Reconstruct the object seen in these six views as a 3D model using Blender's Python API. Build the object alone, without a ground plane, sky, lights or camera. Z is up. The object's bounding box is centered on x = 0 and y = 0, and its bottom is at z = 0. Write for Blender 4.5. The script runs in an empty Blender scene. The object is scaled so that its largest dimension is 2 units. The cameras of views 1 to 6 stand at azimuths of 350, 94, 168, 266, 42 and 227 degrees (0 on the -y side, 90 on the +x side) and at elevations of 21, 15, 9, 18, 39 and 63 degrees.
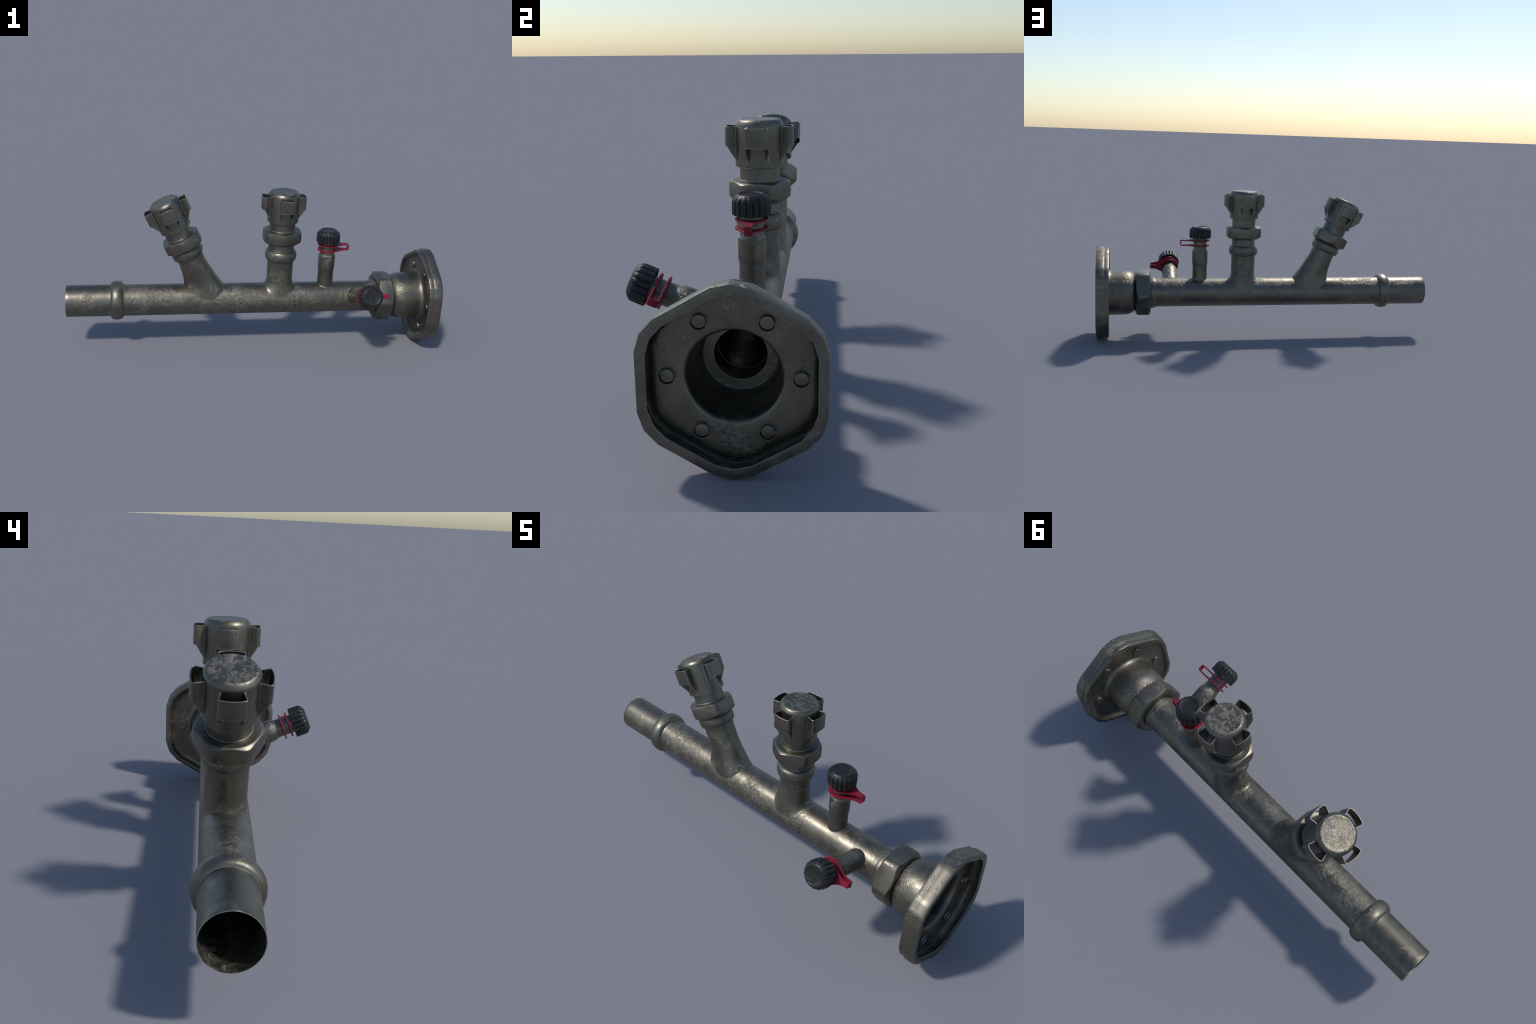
import bpy, bmesh, math
from math import sin, cos, pi, tan, radians, sqrt, hypot
from mathutils import Vector, Matrix

# ---------------------------------------------------------------- frame
AY, AZ = 0.063, 0.273          # axis of the main pipe (runs along x)
R_PIPE = 0.0846
NSEG = 72

# ---------------------------------------------------------------- materials
class NT:
    """tiny helper to write node trees"""
    def __init__(self, name):
        self.m = bpy.data.materials.new(name)
        self.m.use_nodes = True
        self.t = self.m.node_tree
        self.b = self.t.nodes["Principled BSDF"]
    def node(self, kind, **kw):
        n = self.t.nodes.new(kind)
        for k, v in kw.items():
            if k.startswith("i_"):
                n.inputs[k[2:].replace("_", " ")].default_value = v
            else:
                setattr(n, k, v)
        return n
    def link(self, a, b):
        self.t.links.new(a, b)
    def ramp(self, src, stops, mode='LINEAR'):
        r = self.t.nodes.new("ShaderNodeValToRGB")
        r.color_ramp.interpolation = mode
        e = r.color_ramp.elements
        while len(e) < len(stops):
            e.new(0.5)
        for el, (p, c) in zip(e, stops):
            el.position = p
            el.color = c if len(c) == 4 else (*c, 1)
        self.link(src, r.inputs[0])
        return r.outputs[0]
    def grey(self, src, a, b, lo=0.0, hi=1.0):
        return self.ramp(src, [(a, (lo,) * 3), (b, (hi,) * 3)])
    def mix(self, f, a, b):
        n = self.t.nodes.new("ShaderNodeMix")
        n.data_type = 'RGBA'
        for sock, v in ((n.inputs[0], f), (n.inputs[6], a), (n.inputs[7], b)):
            if hasattr(v, "is_output"):
                self.link(v, sock)
            elif isinstance(v, (int, float)):
                sock.default_value = v
            else:
                sock.default_value = (*v, 1)
        return n.outputs[2]
    def math(self, op, a, b=0.0, clamp=True):
        n = self.t.nodes.new("ShaderNodeMath")
        n.operation = op
        n.use_clamp = clamp
        for s, v in ((n.inputs[0], a), (n.inputs[1], b)):
            if hasattr(v, "is_output"):
                self.link(v, s)
            else:
                s.default_value = v
        return n.outputs[0]
    def coords(self, shift=True):
        tc = self.node("ShaderNodeTexCoord")
        if not shift:
            return tc.outputs["Object"]
        oi = self.node("ShaderNodeObjectInfo")
        va = self.node("ShaderNodeVectorMath", operation='ADD')
        sc = self.node("ShaderNodeVectorMath", operation='SCALE')
        sc.inputs[3].default_value = 7.3
        self.link(oi.outputs["Location"], sc.inputs[0])
        self.link(tc.outputs["Object"], va.inputs[0])
        self.link(sc.outputs[0], va.inputs[1])
        return va.outputs[0]
    def noise(self, vec, scale, detail=4, rough=0.55, dist=0.0, off=(0, 0, 0), stretch=(1, 1, 1)):
        mp = self.node("ShaderNodeMapping")
        mp.inputs["Location"].default_value = off
        mp.inputs["Scale"].default_value = stretch
        self.link(vec, mp.inputs["Vector"])
        n = self.node("ShaderNodeTexNoise")
        n.inputs["Scale"].default_value = scale
        n.inputs["Detail"].default_value = detail
        n.inputs["Roughness"].default_value = rough
        n.inputs["Distortion"].default_value = dist
        self.link(mp.outputs[0], n.inputs["Vector"])
        return n.outputs["Fac"]


def weathered_steel(name, crust=0.5, film=0.5, tone=1.0, relief=1.0, disc_from=None):
    """aged galvanised steel: dark warm satin metal, finely pitted tan corrosion crust,
    sparse dull grey-lavender oxide film, hairline scratches, pale edge lines.
    disc_from: local height above which (end face of a cap) the crust is heavy and flaky"""
    k = NT(name)
    v = k.coords()
    broad = k.grey(k.noise(v, 7.0, 5, 0.62, 0.8), 0.32, 0.68)
    mott = k.noise(v, 24.0, 4, 0.6, 0.5, (2, 2, 6))
    fine = k.noise(v, 62.0, 6, 0.68, 0.9, (3, 1, 7))
    gate = k.grey(k.noise(v, 6.0, 4, 0.6, 0.5, (9, 2, 4)), 0.58 - 0.2 * crust, 0.74 - 0.2 * crust)
    grain = k.grey(fine, 0.46, 0.56)
    crustm = k.math('MULTIPLY', gate, grain)
    filmn = k.noise(v, 15.0, 4, 0.62, 1.2, (1, 8, 5))
    filmm = k.grey(filmn, 0.680 - 0.14 * film, 0.715 - 0.14 * film)
    filmm = k.math('MULTIPLY', filmm, k.grey(k.noise(v, 4.5, 2, 0.5, 0, (4, 4, 1)), 0.47, 0.60))
    if disc_from is not None:
        tc = k.node("ShaderNodeTexCoord")
        sp = k.node("ShaderNodeSeparateXYZ")
        k.link(tc.outputs["Object"], sp.inputs[0])
        disc = k.math('GREATER_THAN', sp.outputs[2], disc_from)
        flake = k.grey(k.noise(v, 46.0, 6, 0.68, 0.7, (8, 3, 2)), 0.505, 0.545)
        flake = k.math('MULTIPLY', flake, 0.95)
        crustm = k.mix(disc, crustm, flake)
        filmd = k.grey(k.noise(v, 24.0, 5, 0.62, 0.7, (5, 0, 3)), 0.60, 0.63)
        filmm = k.mix(disc, filmm, filmd)
        gate = k.math('MAXIMUM', gate, disc)
    # hairline scratches: thin ridges of a stretched noise
    scr = k.noise(v, 8.0, 3, 0.5, 2.2, (2, 5, 9), (1, 2.5, 2.5))
    ridge = k.math('SUBTRACT', 1.0, k.math('MULTIPLY', k.math('ABSOLUTE', k.math('SUBTRACT', scr, 0.5, False)), 90.0))
    scrm = k.math('MULTIPLY', k.math('MULTIPLY', ridge, k.grey(k.noise(v, 6.0, 2, 0.5, 0, (6, 1, 2)), 0.52, 0.62)), 0.5)
    # pale lines painted along the edges
    geo = k.node("ShaderNodeNewGeometry")
    bv = k.node("ShaderNodeBevel", samples=8)
    bv.inputs["Radius"].default_value = 0.0030
    dt = k.node("ShaderNodeVectorMath", operation='DOT_PRODUCT')
    k.link(bv.outputs[0], dt.inputs[0])
    k.link(geo.outputs["Normal"], dt.inputs[1])
    edge = k.grey(dt.outputs["Value"], 0.88, 0.992, 1.0, 0.0)
    edge = k.math('MULTIPLY', edge, k.grey(k.noise(v, 25.0, 3, 0.6, 0, (5, 5, 5)), 0.3, 0.6, 0.55, 1.0))

    c = lambda r, g, b: (r * tone, g * tone, b * tone)
    metal = k.mix(broad, c(0.123, 0.113, 0.091), c(0.188, 0.173, 0.140))
    metal = k.mix(k.math('MULTIPLY', k.grey(mott, 0.35, 0.68), 0.35), metal, c(0.215, 0.202, 0.168))
    col = k.mix(crustm, metal, c(0.232, 0.208, 0.161))
    col = k.mix(k.math('MULTIPLY', filmm, 0.75), col, c(0.150, 0.152, 0.170))
    col = k.mix(scrm, col, c(0.34, 0.34, 0.34))
    col = k.mix(edge, col, c(0.60, 0.60, 0.59))
    k.link(col, k.b.inputs["Base Color"])
    dull = k.math('ADD', k.math('MULTIPLY', filmm, 0.70), k.math('MULTIPLY', crustm, 0.12))
    k.link(k.math('SUBTRACT', 0.93, dull), k.b.inputs["Metallic"])
    rr = k.grey(k.noise(v, 18.0, 4, 0.6, 0.5, (7, 7, 0)), 0.3, 0.7, 0.36, 0.47)
    rough = k.math('ADD', k.math('ADD', rr, k.math('MULTIPLY', crustm, 0.07)), k.math('MULTIPLY', filmm, 0.15))
    k.link(rough, k.b.inputs["Roughness"])
    # relief: pitted crust
    h = k.math('ADD', k.math('MULTIPLY', crustm, 0.40),
               k.math('MULTIPLY', k.math('MULTIPLY', gate, k.noise(v, 95.0, 4, 0.6, 0.8)), 0.5))
    h = k.math('SUBTRACT', k.math('ADD', h, 0.1), k.math('MULTIPLY', scrm, 0.1))
    bp = k.node("ShaderNodeBump")
    bp.inputs["Strength"].default_value = 0.65 * relief
    bp.inputs["Distance"].default_value = 0.0035
    k.link(h, bp.inputs["Height"])
    k.link(bp.outputs[0], k.b.inputs["Normal"])
    return k.m


def black_plastic():
    k = NT("black_plastic")
    v = k.coords()
    n1 = k.noise(v, 30, 4, 0.6, 0.6)
    n2 = k.noise(v, 90, 3, 0.6)
    col = k.mix(k.grey(n1, 0.45, 0.7), (0.013, 0.0135, 0.015), (0.026, 0.026, 0.026))
    dust = k.math('MULTIPLY', k.grey(n2, 0.56, 0.66), k.grey(n1, 0.5, 0.6))
    col = k.mix(k.math('MULTIPLY', dust, 0.5), col, (0.10, 0.10, 0.10))
    k.link(col, k.b.inputs["Base Color"])
    k.link(k.grey(n2, 0.3, 0.7, 0.36, 0.52), k.b.inputs["Roughness"])
    k.b.inputs["Specular IOR Level"].default_value = 0.33
    bp = k.node("ShaderNodeBump")
    bp.inputs["Strength"].default_value = 0.25
    bp.inputs["Distance"].default_value = 0.001
    k.link(n2, bp.inputs["Height"])
    k.link(bp.outputs[0], k.b.inputs["Normal"])
    return k.m


def red_plastic():
    k = NT("crimson_plastic")
    v = k.coords()
    n1 = k.noise(v, 22, 3, 0.5)
    col = k.mix(n1, (0.19, 0.005, 0.021), (0.25, 0.008, 0.030))
    k.link(col, k.b.inputs["Base Color"])
    k.b.inputs["Roughness"].default_value = 0.55
    k.b.inputs["Specular IOR Level"].default_value = 0.35
    return k.m


STEEL = weathered_steel("weathered_steel_pipe", 0.58, 0.45)
STEEL_CAP = weathered_steel("weathered_steel_cap", 0.15, 0.25, 1.0, 0.6, 0.6045)
STEEL_NUT = weathered_steel("weathered_steel_nut", 0.22, 0.3, 1.0, 0.6)
STEEL_FLANGE = weathered_steel("weathered_steel_flange", 0.42, 0.25, 1.0)
BLACK = black_plastic()
RED = red_plastic()

# ---------------------------------------------------------------- mesh helpers
def link(name, me, mat, parent=None, matrix=None):
    ob = bpy.data.objects.new(name, me)
    bpy.context.scene.collection.objects.link(ob)
    if mat and not me.materials:
        me.materials.append(mat)
    if matrix is not None:
        ob.matrix_basis = matrix
    if parent:
        ob.parent = parent            # parents sit at the identity unless noted
    return ob


def finish(bm, name, angle=32):
    bmesh.ops.remove_doubles(bm, verts=bm.verts, dist=1e-6)
    bmesh.ops.dissolve_degenerate(bm, edges=bm.edges, dist=1e-6)
    bmesh.ops.recalc_face_normals(bm, faces=bm.faces)
    me = bpy.data.meshes.new(name)
    bm.to_mesh(me)
    bm.free()
    for p in me.polygons:
        p.use_smooth = True
    me.set_sharp_from_angle(angle=radians(angle))
    return me


def skin(bm, rings, closed_loop=True, close_profile=False, cap0=False, cap1=False):
    """rings: list of lists of points with equal counts"""
    vs = [[bm.verts.new(p) for p in r] for r in rings]
    n = len(vs[0])
    m = len(vs)
    for i in range(m if close_profile else m - 1):
        a, b = vs[i], vs[(i + 1) % m]
        for j in range(n if closed_loop else n - 1):
            k = (j + 1) % n
            bm.faces.new((a[j], a[k], b[k], b[j]))
    if cap0:
        bm.faces.new(vs[0])
    if cap1:
        bm.faces.new(list(reversed(vs[-1])))
    return vs


def circle(r, z, n=NSEG, ph=0.0):
    return [Vector((r * cos(ph + 2 * pi * i / n), r * sin(ph + 2 * pi * i / n), z)) for i in range(n)]


def lathe(bm, prof, n=NSEG, close_profile=False, cap0=False, cap1=False):
    """prof: (radius, height) about local z"""
    return skin(bm, [circle(r, z, n) for r, z in prof], True, close_profile, cap0, cap1)


def arc(cr, cz, rad, a0, a1, n):
    """profile arc points (r,z), angles in degrees, 0 = outward"""
    return [(cr + rad * cos(radians(a0 + (a1 - a0) * i / n)),
             cz + rad * sin(radians(a0 + (a1 - a0) * i / n))) for i in range(n + 1)]


def bead(r_wall, r_top, z, half, n=14):
    """rolled bead: circular-arc bulge standing on a tube wall"""
    s = r_top - r_wall
    out = []
    for i in range(n + 1):
        t = radians(-84 + 168 * i / n)
        out.append((r_wall + s * cos(t) ** 0.92, z + half * sin(t)))
    return out


def frame(origin, zdir, xdir):
    z = Vector(zdir).normalized()
    x = Vector(xdir)
    x = (x - z * x.dot(z)).normalized()
    y = z.cross(x)
    m = Matrix((x, y, z)).transposed().to_4x4()
    m.translation = Vector(origin)
    return m

# pipe-axis frame: local z = +x world, local x = +z world
PIPE_F = frame((0, AY, AZ), (1, 0, 0), (0, 0, 1))

# ---------------------------------------------------------------- top level
root = bpy.data.objects.new("pipe_manifold", None)
bpy.context.scene.collection.objects.link(root)
root["label"] = "weathered steel pipe manifold with flange, valve stubs and red-tagged taps"
root["category"] = "pipe fitting"

# ---------------------------------------------------------------- main pipe
bm = bmesh.new()
x_bead = -0.734
prof = [(R_PIPE - 0.0022, -1.0), (R_PIPE - 0.0004, -1.0), (R_PIPE, -0.9992)]
prof += [(R_PIPE, -1.0 + 0.02 * i) for i in range(1, 11)]
b = bead(R_PIPE, 0.105, x_bead, 0.034, 18)
prof += [(R_PIPE, b[0][1] - 0.006), (R_PIPE + 0.0004, b[0][1] - 0.001)] + b[0:] + [(R_PIPE + 0.0004, b[-1][1] + 0.001), (R_PIPE, b[-1][1] + 0.006)]
x = -0.68
while x < 0.655:
    prof.append((R_PIPE, x))
    x += 0.03
# two-step threaded collar at the union nut
prof += [(R_PIPE, 0.6600), (0.0862, 0.6610), (0.0890, 0.6635), (0.0898, 0.6650), (0.0903, 0.6740), (0.0906, 0.6775), (0.0925, 0.6785),
         (0.0935, 0.6795), (0.0938, 0.6830), (0.0932, 0.6845), (0.0905, 0.6850), (0.0905, 0.705), (0.076, 0.705)]
prof += [(0.0765, 0.66), (0.0815, 0.645), (0.0822, 0.60), (0.0822, -0.60)]
lathe(bm, prof, 80, close_profile=True)
main = link("main_pipe", finish(bm, "main_pipe", 30), STEEL, root, PIPE_F)

# ---------------------------------------------------------------- branches
def branch_mesh(name, origin, adir, r, top_prof, s_start, blend):
    """tube of radius r leaving the main pipe along adir with a filleted root.
    blend(c) with c = cos(angle from +x) gives (rise, reach, slackness).
    top_prof: rest of the outline (radius, distance along the axis)"""
    a = Vector(adir).normalized()
    e1 = Vector((1, 0, 0))
    e1 = (e1 - a * e1.dot(a)).normalized()
    e2 = a.cross(e1)
    O = Vector(origin)
    ax = Vector((0, AY, AZ))
    bm = bmesh.new()
    n = NSEG
    rings = []
    nb = 14
    for t in range(nb + 1):
        rings.append([None] * n)
    for i in range(n):
        th = 2 * pi * i / n
        d = e1 * cos(th) + e2 * sin(th)
        base = O + d * r
        # where this wall line meets the pipe
        q = base - ax
        A = a.y ** 2 + a.z ** 2
        B = 2 * (q.y * a.y + q.z * a.z)
        C = q.y ** 2 + q.z ** 2 - R_PIPE ** 2
        s = (-B + sqrt(max(0, B * B - 4 * A * C))) / (2 * A)
        rise, reach, slack = blend(cos(th))
        I = base + a * s
        S = base + a * min(s + rise, s_start)
        nrm = Vector((0, I.y - AY, I.z - AZ)).normalized()
        out = (d - nrm * d.dot(nrm)).normalized()
        E = I + out * reach
        rr = Vector((0, E.y - AY, E.z - AZ))
        rr.normalize()
        E = Vector((E.x, AY, AZ)) + rr * (R_PIPE - 0.0004)
        nE = rr
        w = I - E
        tE = (w - nE * w.dot(nE)).normalized()
        P1 = (E + tE * (0.62 * reach)).lerp(E + (S - E) / 3, slack)
        P2 = (S - a * (0.55 * (S - I).length)).lerp(S + (E - S) / 3, slack)
        for t in range(nb + 1):
            u = t / nb
            q = 1 - u
            rings[t][i] = E * q ** 3 + P1 * (3 * q * q * u) + P2 * (3 * q * u * u) + S * u ** 3
    for rad, s in top_prof:
        rings.append([O + a * s + (e1 * cos(2 * pi * i / n) + e2 * sin(2 * pi * i / n)) * rad for i in range(n)])
    skin(bm, rings, cap1=True)
    return finish(bm, name, 34)


def stub_profile(r, s_low, bead_s, bead_half, s_end, rn=0.0687):
    b = bead(r, 0.0857, bead_s, bead_half, 14)
    p = [(r, s_low), (r, (s_low + b[0][1]) / 2), (r, b[0][1] - 0.004), (r + 0.0003, b[0][1] - 0.0006)] + b
    p += [(rn + 0.001, b[-1][1] + 0.0004), (rn, b[-1][1] + 0.003), (rn, s_end)]
    return p

R_BR = 0.0701
V_O = Vector((0.1451, AY + 0.0024, AZ))
V_D = Vector((0, 0, 1))
S_T = radians(25.3)
S_O = Vector((-0.2325, AY + 0.0026, AZ))
S_D = Vector((-sin(S_T), 0, cos(S_T)))

me = branch_mesh("branch_pipe", V_O, V_D, R_BR,
                 stub_profile(R_BR, 0.14, 0.2545, 0.0300, 0.45), 0.135,
                 lambda c: (0.032 + 0.03 * (1 - c * c), 0.020 + 0.018 * (1 - c * c), 0.10))
link("branch_pipe", me, STEEL, root)

def s_blend(c):
    w = abs(c) ** 1.5
    if c > 0:
        w = abs(c) ** 0.9
        return (0.075 + 0.088 * w, 0.040 - 0.006 * w, 0.15 + 0.62 * w)
    return (0.07 + 0.082 * w, 0.034 - 0.006 * w, 0.12 + 0.40 * w)

me = branch_mesh("branch_pipe", S_O, S_D, R_BR,
                 stub_profile(R_BR, 0.262, 0.3045, 0.0275, 0.45), 0.258, s_blend)
link("branch_pipe", me, STEEL, root)

# ---------------------------------------------------------------- hex nuts
def hex_nut(name, apothem, corner, z0, z1, r0, r1, k0, k1, r_in, turn=0.0):
    """hexagon with conical chamfers; r0/r1 = face circle radii, k = cone slopes"""
    n = 96
    names = []
    rings = []
    prof = []
    for i in range(n):
        th = 2 * pi * i / n
        f = (th + pi / 6) % (pi / 3) - pi / 6
        # flats softened into corners that are turned down to a circle
        rh = -math.log(math.exp(-560 * apothem / cos(f)) + math.exp(-560 * corner)) / 560
        prof.append([(r_in, z0), (r0, z0), (rh, z0 + max(0.001, (rh - r0) * k0)),
                     (rh, z1 - max(0.001, (rh - r1) * k1)), (r1, z1), (r_in, z1)])
    for j in range(6):
        rings.append([Vector((prof[i][j][0] * cos(2 * pi * i / n + turn), prof[i][j][0] * sin(2 * pi * i / n + turn), prof[i][j][1])) for i in range(n)])
    bm = bmesh.new()
    skin(bm, rings, close_profile=True)
    bmesh.ops.remove_doubles(bm, verts=bm.verts, dist=1e-6)
    bmesh.ops.recalc_face_normals(bm, faces=bm.faces)
    eds = [e for e in bm.edges if len(e.link_faces) == 2 and e.calc_face_angle(0) > radians(14)]
    bmesh.ops.bevel(bm, geom=eds, offset=0.0016, segments=2, profile=0.5, affect='EDGES', clamp_overlap=True)
    return finish(bm, name, 26)

nut_me = hex_nut("hex_nut", 0.0985, 0.1090, 0.3255, 0.3970, 0.0890, 0.0945, 0.80, 0.48, 0.060)
# neck with a lip modelled for the highlight ring, plus the capped sleeve
bm = bmesh.new()
lathe(bm, [(0.0722, 0.390), (0.0722, 0.3990), (0.0715, 0.4000), (0.0692, 0.4005), (0.0690, 0.402), (0.0690, 0.448)], cap0=True, cap1=True)
neck_me = finish(bm, "neck_sleeve", 40)

# valve cap: z measured along the branch from the pipe axis
CB, CT = 0.4452, 0.6080
bm = bmesh.new()
prof = [(0.0692, CB + 0.0005), (0.0818, CB), (0.0838, CB + 0.0022), (0.0838, CB + 0.06), (0.0838, CB + 0.100), (0.0838, CT - 0.0195)]
prof += [(0.0832, CT - 0.0165), (0.0812, CT - 0.0120), (0.0772, CT - 0.0062), (0.0732, CT - 0.0022), (0.0700, CT - 0.0003),
         (0.0675, CT), (0.0640, CT - 0.0002), (0.0600, CT - 0.0006), (0.055, CT - 0.0008), (0.03, CT - 0.0008), (0.004, CT - 0.0008)]
lathe(bm, prof, cap1=True)
cap_me = finish(bm, "valve_cap", 40)

# grip lug: a bent strip standing off the cap, open at top, sides cut on a slope
def lug_mesh():
    th = 0.0032
    Rc, Ro = 0.0828, 0.1190
    base_a, out_a = radians(23.3), radians(21.4)
    # plan outline of the strip's outer skin: from the cap, round the corner, along the arc
    def plan(off):
        pts = []
        ro = Ro - off
        cr = 0.0105 - off * 0.6
        da = off / ro
        oa = out_a - da
        ba = base_a - off / Rc
        rf = 0.0856 - off                      # thin foot strip along the lug base, seen as a pale line
        ft = Vector((rf * cos(base_a + 0.042), rf * sin(base_a + 0.042)))
        P0 = Vector((rf * cos(ba), rf * sin(ba)))
        C = Vector((ro * cos(oa), ro * sin(oa)))
        side = (P0 - C).normalized()
        tang = Vector((sin(oa), -cos(oa)))
        A, B = C + side * cr, C + tang * cr
        pts += [ft] + [P0 + (A - P0) * (i / 4) for i in range(5)]
        for i in range(1, 6):
            u = i / 6
            pts.append(A * (1 - u) ** 2 + C * 2 * u * (1 - u) + B * u * u)
        bang = math.atan2(B.y, B.x)
        half = [p.copy() for p in pts]
        for i in range(0, 5):
            an = bang * (1 - i / 4)
            rr = B.length + (ro - B.length) * (i / 4) ** 0.5
            half.append(Vector((rr * cos(an), rr * sin(an))))
        return half + [Vector((p.x, -p.y)) for p in reversed(half[:-1])]
    o, inn = plan(0), plan(th)
    ztop, zlow, ztip = 0.5842, 0.5165, 0.4635
    def zb(p, q):
        r = q.length
        f = min(1, max(0, (Ro - 0.0035 - r) / (Ro - 0.0035 - Rc)))
        return zlow - (zlow - ztip) * f ** 0.92
    bm = bmesh.new()
    rings = [[Vector((p.x, p.y, zb(p, q))) for p, q in zip(o, o)],
             [Vector((p.x, p.y, ztop - 0.0008)) for p in o],
             [Vector(((p.x * 3 + q.x) / 4, (p.y * 3 + q.y) / 4, ztop)) for p, q in zip(o, inn)],
             [Vector(((p.x + q.x * 3) / 4, (p.y + q.y * 3) / 4, ztop)) for p, q in zip(o, inn)],
             [Vector((q.x, q.y, ztop - 0.0008)) for q in inn],
             [Vector((q.x, q.y, zb(q, p))) for p, q in zip(o, inn)]]
    vs = skin(bm, rings, closed_loop=False, close_profile=True)
    bm.faces.new([r[0] for r in vs])
    bm.faces.new([r[-1] for r in reversed(vs)])
    return finish(bm, "cap_lug", 38)

lug_me = lug_mesh()

def place(mat3, me, name, mat, parent):
    return link(name, me, mat, parent, mat3)

# nut has its corners on +-y; the lathe frame's local x is world x (tilted for the slanted one)
for O, D, ds, turn in ((V_O, V_D, 0.0, 0.0), (S_O, S_D, 0.0030, 0.0)):
    F = frame(O + D * ds, D, (1, 0, 0))
    place(F, nut_me, "hex_nut", STEEL_NUT, root)
    place(F, neck_me, "neck_sleeve", STEEL_CAP, root)
    cap = place(F, cap_me, "valve_cap", STEEL_CAP, root)
    for i in range(4):
        lug = link("cap_lug", lug_me, STEEL_CAP, cap, Matrix.Rotation(i * pi / 2, 4, 'Z'))

# ---------------------------------------------------------------- union nut on the main pipe
F = frame((0, AY, AZ), (1, 0, 0), (0, 0, 1))
big = hex_nut("union_nut", 0.1235, 0.1375, 0.6905, 0.7795, 0.1170, 0.1160, 0.60, 0.62, 0.085)
link("union_nut", big, STEEL_NUT, root, F)

# ---------------------------------------------------------------- flange with its domed reducer
NF = 108
def hexo(R, th):
    """rounded hexagon: three-cornered vertices every 60 degrees, straight flats between"""
    pts = []
    f = (th + pi / 6) % (pi / 3) - pi / 6       # angle from nearest corner
    da = radians(11.3)
    R2 = R * 0.9775
    def seg(r1, a1, r2, a2, t):
        x1, y1, x2, y2 = r1 * cos(a1), r1 * sin(a1), r2 * cos(a2), r2 * sin(a2)
        dx, dy = x2 - x1, y2 - y1
        return (x1 * dy - y1 * dx) / (cos(t) * dy - sin(t) * dx)
    f = abs(f)
    if f <= da:
        return seg(R, 0, R2, da, f)
    return seg(R2, da, R2, pi / 3 - da, f)

angs = []
for k in range(6):
    c = k * pi / 3
    d = radians(11.3)
    g = pi / 3 - 2 * d
    angs += [c + d * u for u in (0, 0.2, 0.4, 0.6, 0.8)]
    angs += [c + d + g * u / 9 for u in range(9)]
    angs += [c + d + g + d * u for u in (0, 0.2, 0.4, 0.6, 0.8)]
def ring_h(R, x):
    return [Vector((hexo(R, t) * cos(t), hexo(R, t) * sin(t), x)) for t in angs]
def ring_c(R, x):
    return [Vector((R * cos(t), R * sin(t), x)) for t in angs]

rings = []
XF, XB = 0.9468, 0.9450            # front and back of the pressed plate
# bore, from the inside out towards the front
for r, x in [(0.0765, 0.700), (0.0765, 0.783), (0.0775, 0.7845), (0.1065, 0.7845), (0.1085, 0.786), (0.1110, 0.791), (0.1155, 0.801),
             (0.1205, 0.814), (0.1232, 0.830), (0.1245, 0.870), (0.1250, 0.915), (0.1258, 0.926),
             (0.1275, 0.9350), (0.1305, 0.9415), (0.1345, 0.9453), (0.140, XF), (0.158, XF)]:
    rings.append(ring_c(r, x))
# plate, upturned edge, joint, hollow frame with an inward lip, stepped back rim
for R, x in [(0.214, XF), (0.2250, 0.9467), (0.2320, 0.9460), (0.2375, 0.9437), (0.2415, 0.9395), (0.2440, 0.9350), (0.2462, 0.9318), (0.2495, 0.9300),
             (0.2530, 0.9294), (0.2600, 0.9294), (0.2622, 0.9299), (0.2634, 0.9311), (0.2639, 0.9330), (0.2641, 0.9520), (0.2649, 0.9560), (0.2670, 0.9590), (0.2670, 0.9900), (0.2655, 0.9930), (0.2440, 0.9938), (0.2420, 0.9943), (0.2413, 0.9953), (0.2413, 0.9985), (0.2421, 0.9997), (0.2440, 1.0), (0.2700, 1.0), (0.2716, 0.9993), (0.2724, 0.9975),
             (0.2724, 0.9575), (0.2716, 0.9556), (0.2700, 0.9550), (0.2678, 0.9548), (0.2664, 0.9540), (0.2660, 0.9525), (0.2664, 0.950), (0.2664, 0.9325),
             (0.2650, 0.9295), (0.2620, 0.9280), (0.2520, 0.9275), (0.2490, 0.9280), (0.2465, 0.9295), (0.2440, 0.9325),
             (0.2410, 0.9370), (0.2370, 0.9410), (0.2310, 0.9435), (0.2240, XB), (0.214, XB)]:
    rings.append(ring_h(R, x))
for r, x in [(0.160, XB), (0.150, 0.9440), (0.1430, 0.9420), (0.1375, 0.9375), (0.1338, 0.9310), (0.1315, 0.923), (0.1303, 0.913), (0.1297, 0.900),
             (0.1290, 0.870), (0.1285, 0.838), (0.1276, 0.828), (0.1250, 0.817), (0.1215, 0.806), (0.1170, 0.796), (0.1115, 0.788),
             (0.1060, 0.782), (0.1000, 0.778), (0.090, 0.776), (0.088, 0.700)]:
    rings.append(ring_c(r, x))
bm = bmesh.new()
skin(bm, rings, close_profile=True)
fl_me = finish(bm, "flange", 33)
flange = link("flange", fl_me, STEEL_FLANGE, root, F)

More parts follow.
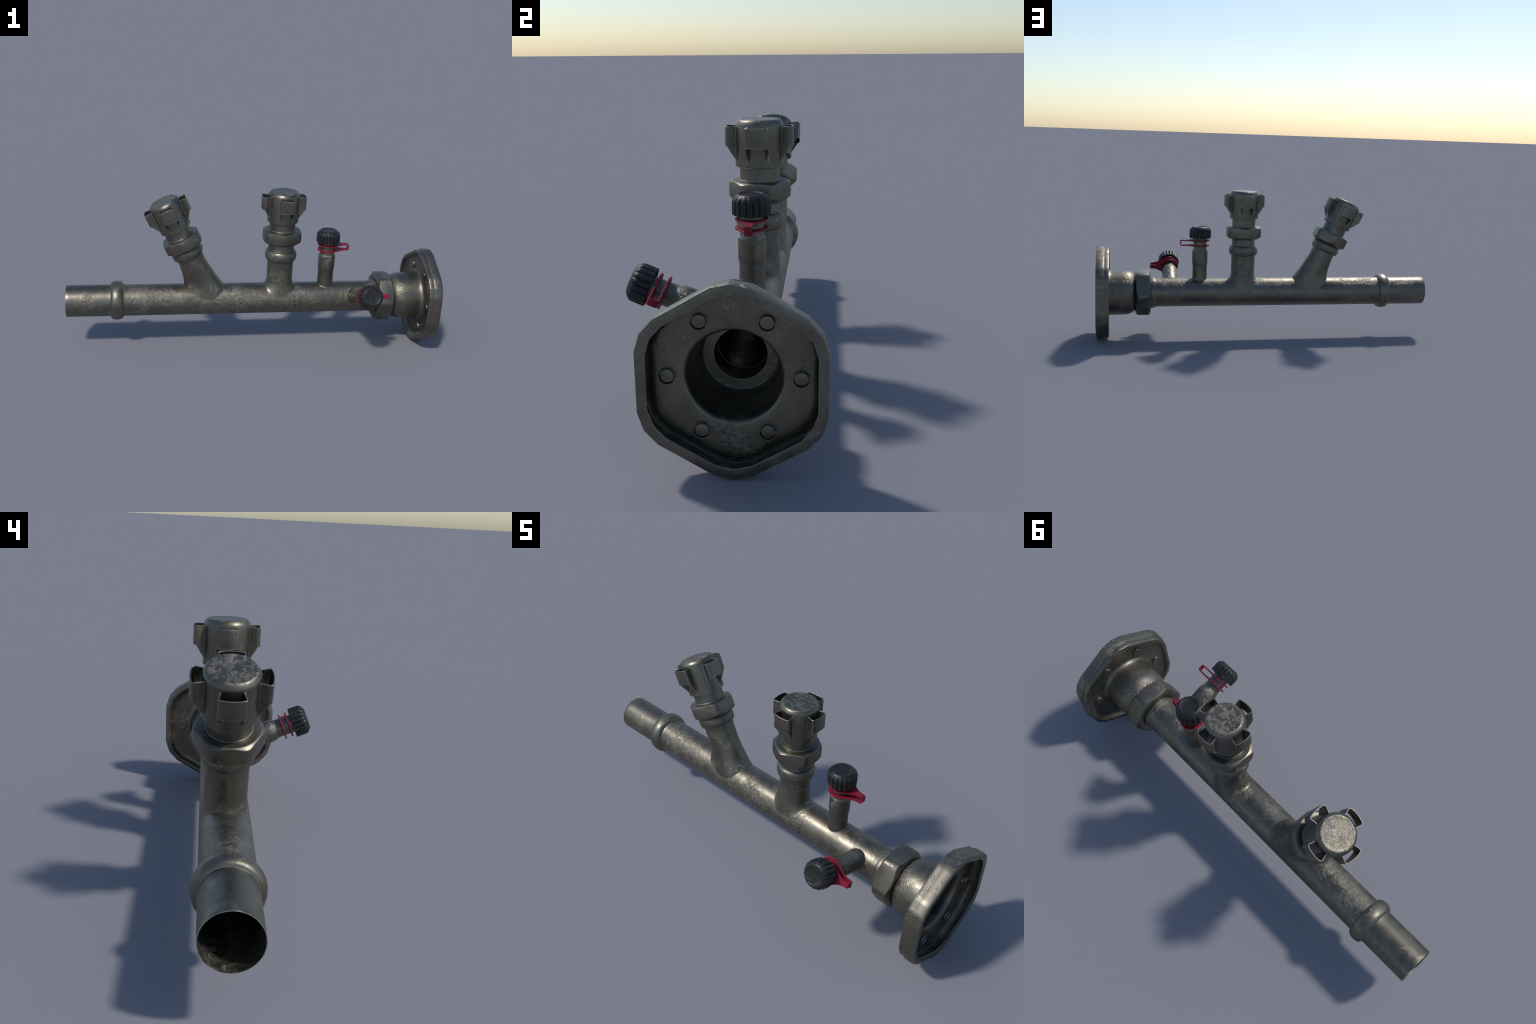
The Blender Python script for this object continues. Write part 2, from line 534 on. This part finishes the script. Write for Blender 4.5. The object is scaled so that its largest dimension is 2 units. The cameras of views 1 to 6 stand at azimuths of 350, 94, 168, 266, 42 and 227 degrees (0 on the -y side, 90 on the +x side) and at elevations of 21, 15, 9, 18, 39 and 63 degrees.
# six pressed stud sockets: drill the plate, then seat a hollow stud in each hole
R_BOLT = 0.1785
bm = bmesh.new()
for i in range(6):
    t = i * pi / 3 + pi / 6
    c = Vector((R_BOLT * cos(t), R_BOLT * sin(t), 0))
    skin(bm, [[c + p for p in circle(0.0216, z, 40)] for z in (0.90, 0.98)], cap0=True, cap1=True)
cut_me = finish(bm, "drill", 40)
cut = bpy.data.objects.new("drill", cut_me)
bpy.context.scene.collection.objects.link(cut)
cut.matrix_basis = F
mod = flange.modifiers.new("drill", 'BOOLEAN')
mod.operation = 'DIFFERENCE'
mod.solver = 'EXACT'
mod.object = cut
bpy.context.view_layer.update()
dg = bpy.context.evaluated_depsgraph_get()
new = bpy.data.meshes.new_from_object(flange.evaluated_get(dg))
flange.modifiers.clear()
flange.data = new
for p in new.polygons:
    p.use_smooth = True
new.set_sharp_from_angle(angle=radians(33))
if not new.materials:
    new.materials.append(STEEL_FLANGE)
bpy.data.objects.remove(cut)

bm = bmesh.new()
# stud: button head on the back, rim and core standing proud in front with a dark ring groove between
lathe(bm, [(1e-7, 0.9366), (0.0180, 0.9366), (0.0200, 0.9364), (0.0214, 0.9370), (0.0220, 0.9386), (0.0222, 0.9456), (0.0222, 0.9555), (0.0220, 0.9569), (0.0215, 0.9575),
           (0.0211, 0.9570), (0.0209, 0.9555), (0.0205, 0.9425), (0.0180, 0.9425), (0.0178, 0.9520), (0.0173, 0.9530), (0.0160, 0.9534), (1e-7, 0.9534)], 40)
stud_me = finish(bm, "flange_stud", 40)
for i in range(6):
    t = i * pi / 3 + pi / 6
    link("flange_stud", stud_me, STEEL_NUT, flange, Matrix.Translation((R_BOLT * cos(t), R_BOLT * sin(t), 0)))

# ---------------------------------------------------------------- measuring taps
def tap_root(name, O, D, r, prof, reach):
    return branch_mesh(name, O, D, r, prof, 9.0, lambda c: (0.006, reach, 0.2))

T2_O = Vector((0.403, AY - 0.0022, AZ))
T2_D = Vector((0, 0, 1))
A1 = radians(22.5)
T1_O = Vector((0.5668, AY, AZ))
T1_D = Vector((0, -cos(A1), sin(A1)))

# upright tap: reducer sleeve with a shoulder
p2 = [(0.0423, 0.11), (0.0423, 0.166), (0.0428, 0.1685), (0.0452, 0.1770), (0.0456, 0.180), (0.0456, 0.248), (0.0452, 0.2512), (0.0440, 0.2535),
      (0.0415, 0.2545), (0.0410, 0.2560), (0.0395, 0.2565), (0.0386, 0.2585), (0.0386, 0.345)]
link("tap_stem", tap_root("tap_stem", T2_O, T2_D, 0.0423, p2, 0.005), STEEL, root)
# slanted tap: plain stem drawn in to the neck
p1 = [(0.0460, 0.11), (0.0468, 0.16), (0.0478, 0.200), (0.0480, 0.215), (0.0475, 0.224), (0.0458, 0.233), (0.0432, 0.241), (0.0408, 0.2475), (0.0392, 0.253),
      (0.0386, 0.259), (0.0386, 0.345)]
link("tap_stem", tap_root("tap_stem", T1_O, T1_D, 0.0455, p1, 0.005), STEEL, root)

# fluted cap
def tap_cap_mesh():
    n, fl = 216, 18
    def ring(r, z, depth):
        out = []
        for i in range(n):
            th = 2 * pi * i / n
            w = abs(cos(fl * th / 2)) ** 0.7         # 1 on a ridge crest, 0 in the groove
            rr = r - depth * (1 - w)
            out.append(Vector((rr * cos(th), rr * sin(th), z)))
        return out
    bm = bmesh.new()
    d = 0.0058
    R = 0.0634
    rings = [ring(0.044, 0.334, 0), ring(0.0560, 0.334, 0), ring(0.0565, 0.3275, 0), ring(R - 0.0015, 0.3262, d), ring(R, 0.3275, d), ring(R, 0.345, d), ring(R, 0.366, d), ring(R - 0.0008, 0.3725, d * 0.9),
             ring(R - 0.0040, 0.3785, d * 0.62), ring(R - 0.0095, 0.3845, d * 0.3), ring(R - 0.0150, 0.3890, d * 0.1), ring(0.0445, 0.3918, 0), ring(0.0425, 0.3924, 0), ring(0.0410, 0.3920, 0),
             ring(0.0395, 0.3905, 0), ring(0.0380, 0.3900, 0), ring(0.02, 0.3902, 0), ring(0.003, 0.3902, 0)]
    skin(bm, rings, cap0=True, cap1=True)
    return finish(bm, "tap_cap", 40)

tap_cap_me = tap_cap_mesh()

# red tag: two eyelets joined by a folded tongue
def tag_mesh():
    bm = bmesh.new()
    half = [Vector((0.1060, 0.0)), Vector((0.1060, 0.0118)), Vector((0.0920, 0.0132)), Vector((0.0800, 0.0160)), Vector((0.0690, 0.0210)),
            Vector((0.0590, 0.0275)), Vector((0.0500, 0.0335)), Vector((0.0425, 0.0370))]
    R, r = 0.0545, 0.0405
    a0 = radians(50)
    na = 20
    half += [Vector((R * cos(a0 + (pi - a0) * i / na), R * sin(a0 + (pi - a0) * i / na))) for i in range(na + 1)]
    outer = half + [Vector((p.x, -p.y)) for p in reversed(half[1:-1])]
    inner = []
    m = len(half)
    for i in range(len(outer)):
        j = i if i < m else len(outer) - i
        if j < 8:
            a = a0 * j / 8
        else:
            a = a0 + (pi - a0) * (j - 8) / na
        s = 1 if i < m else -1
        inner.append(Vector((r * cos(a), s * r * sin(a))))
    t = 0.0064
    levels = (0.2815, 0.3105)
    for zc in levels:
        def lay(pts, z, k=1.0):
            return [Vector((p.x, p.y, z)) for p in pts]
        e = 0.0009
        ins = [p * (1 - e / max(p.length, 0.01)) for p in outer]
        rings = [lay(inner, zc - t / 2), lay(ins, zc - t / 2), lay(outer, zc - t / 2 + e), lay(outer, zc + t / 2 - e), lay(ins, zc + t / 2), lay(inner, zc + t / 2)]
        skin(bm, rings, close_profile=True)
    # folded tip, swept through a rounded U
    zl, zh = levels
    zo0, zo1, zi0, zi1 = zl - t / 2, zh + t / 2, zl + t / 2, zh - t / 2
    X = 0.1175
    def rounded(z0, z1, xe, rad):
        pts = [Vector((0.1050, 0, z0))]
        for i in range(7):
            a = -pi / 2 + pi / 2 * i / 6
            pts.append(Vector((xe - rad + rad * cos(a), 0, z0 + rad + rad * sin(a))))
        for i in range(7):
            a = pi / 2 * i / 6
            pts.append(Vector((xe - rad + rad * cos(a), 0, z1 - rad + rad * sin(a))))
        pts.append(Vector((0.1050, 0, z1)))
        return pts
    po, pi_ = rounded(zo0 + 0.0002, zo1 - 0.0002, X, 0.0095), rounded(zi0 - 0.0002, zi1 + 0.0002, X - 0.0052, 0.0050)
    w = 0.0117
    rings = []
    for y, k in ((-w, po), (w, po), (w, pi_), (-w, pi_)):
        rings.append([Vector((p.x, y, p.z)) for p in k])
    vs = skin(bm, rings, closed_loop=False, close_profile=True)
    bm.faces.new([q[0] for q in vs])
    bm.faces.new([q[-1] for q in reversed(vs)])
    return finish(bm, "tap_tag", 35)

tag_me = tag_mesh()
for O, D in ((T2_O, T2_D), (T1_O, T1_D)):
    Ft = frame(O, D, (1, 0, 0))
    link("tap_cap", tap_cap_me, BLACK, root, Ft)
    link("tap_tag", tag_me, RED, root, Ft)
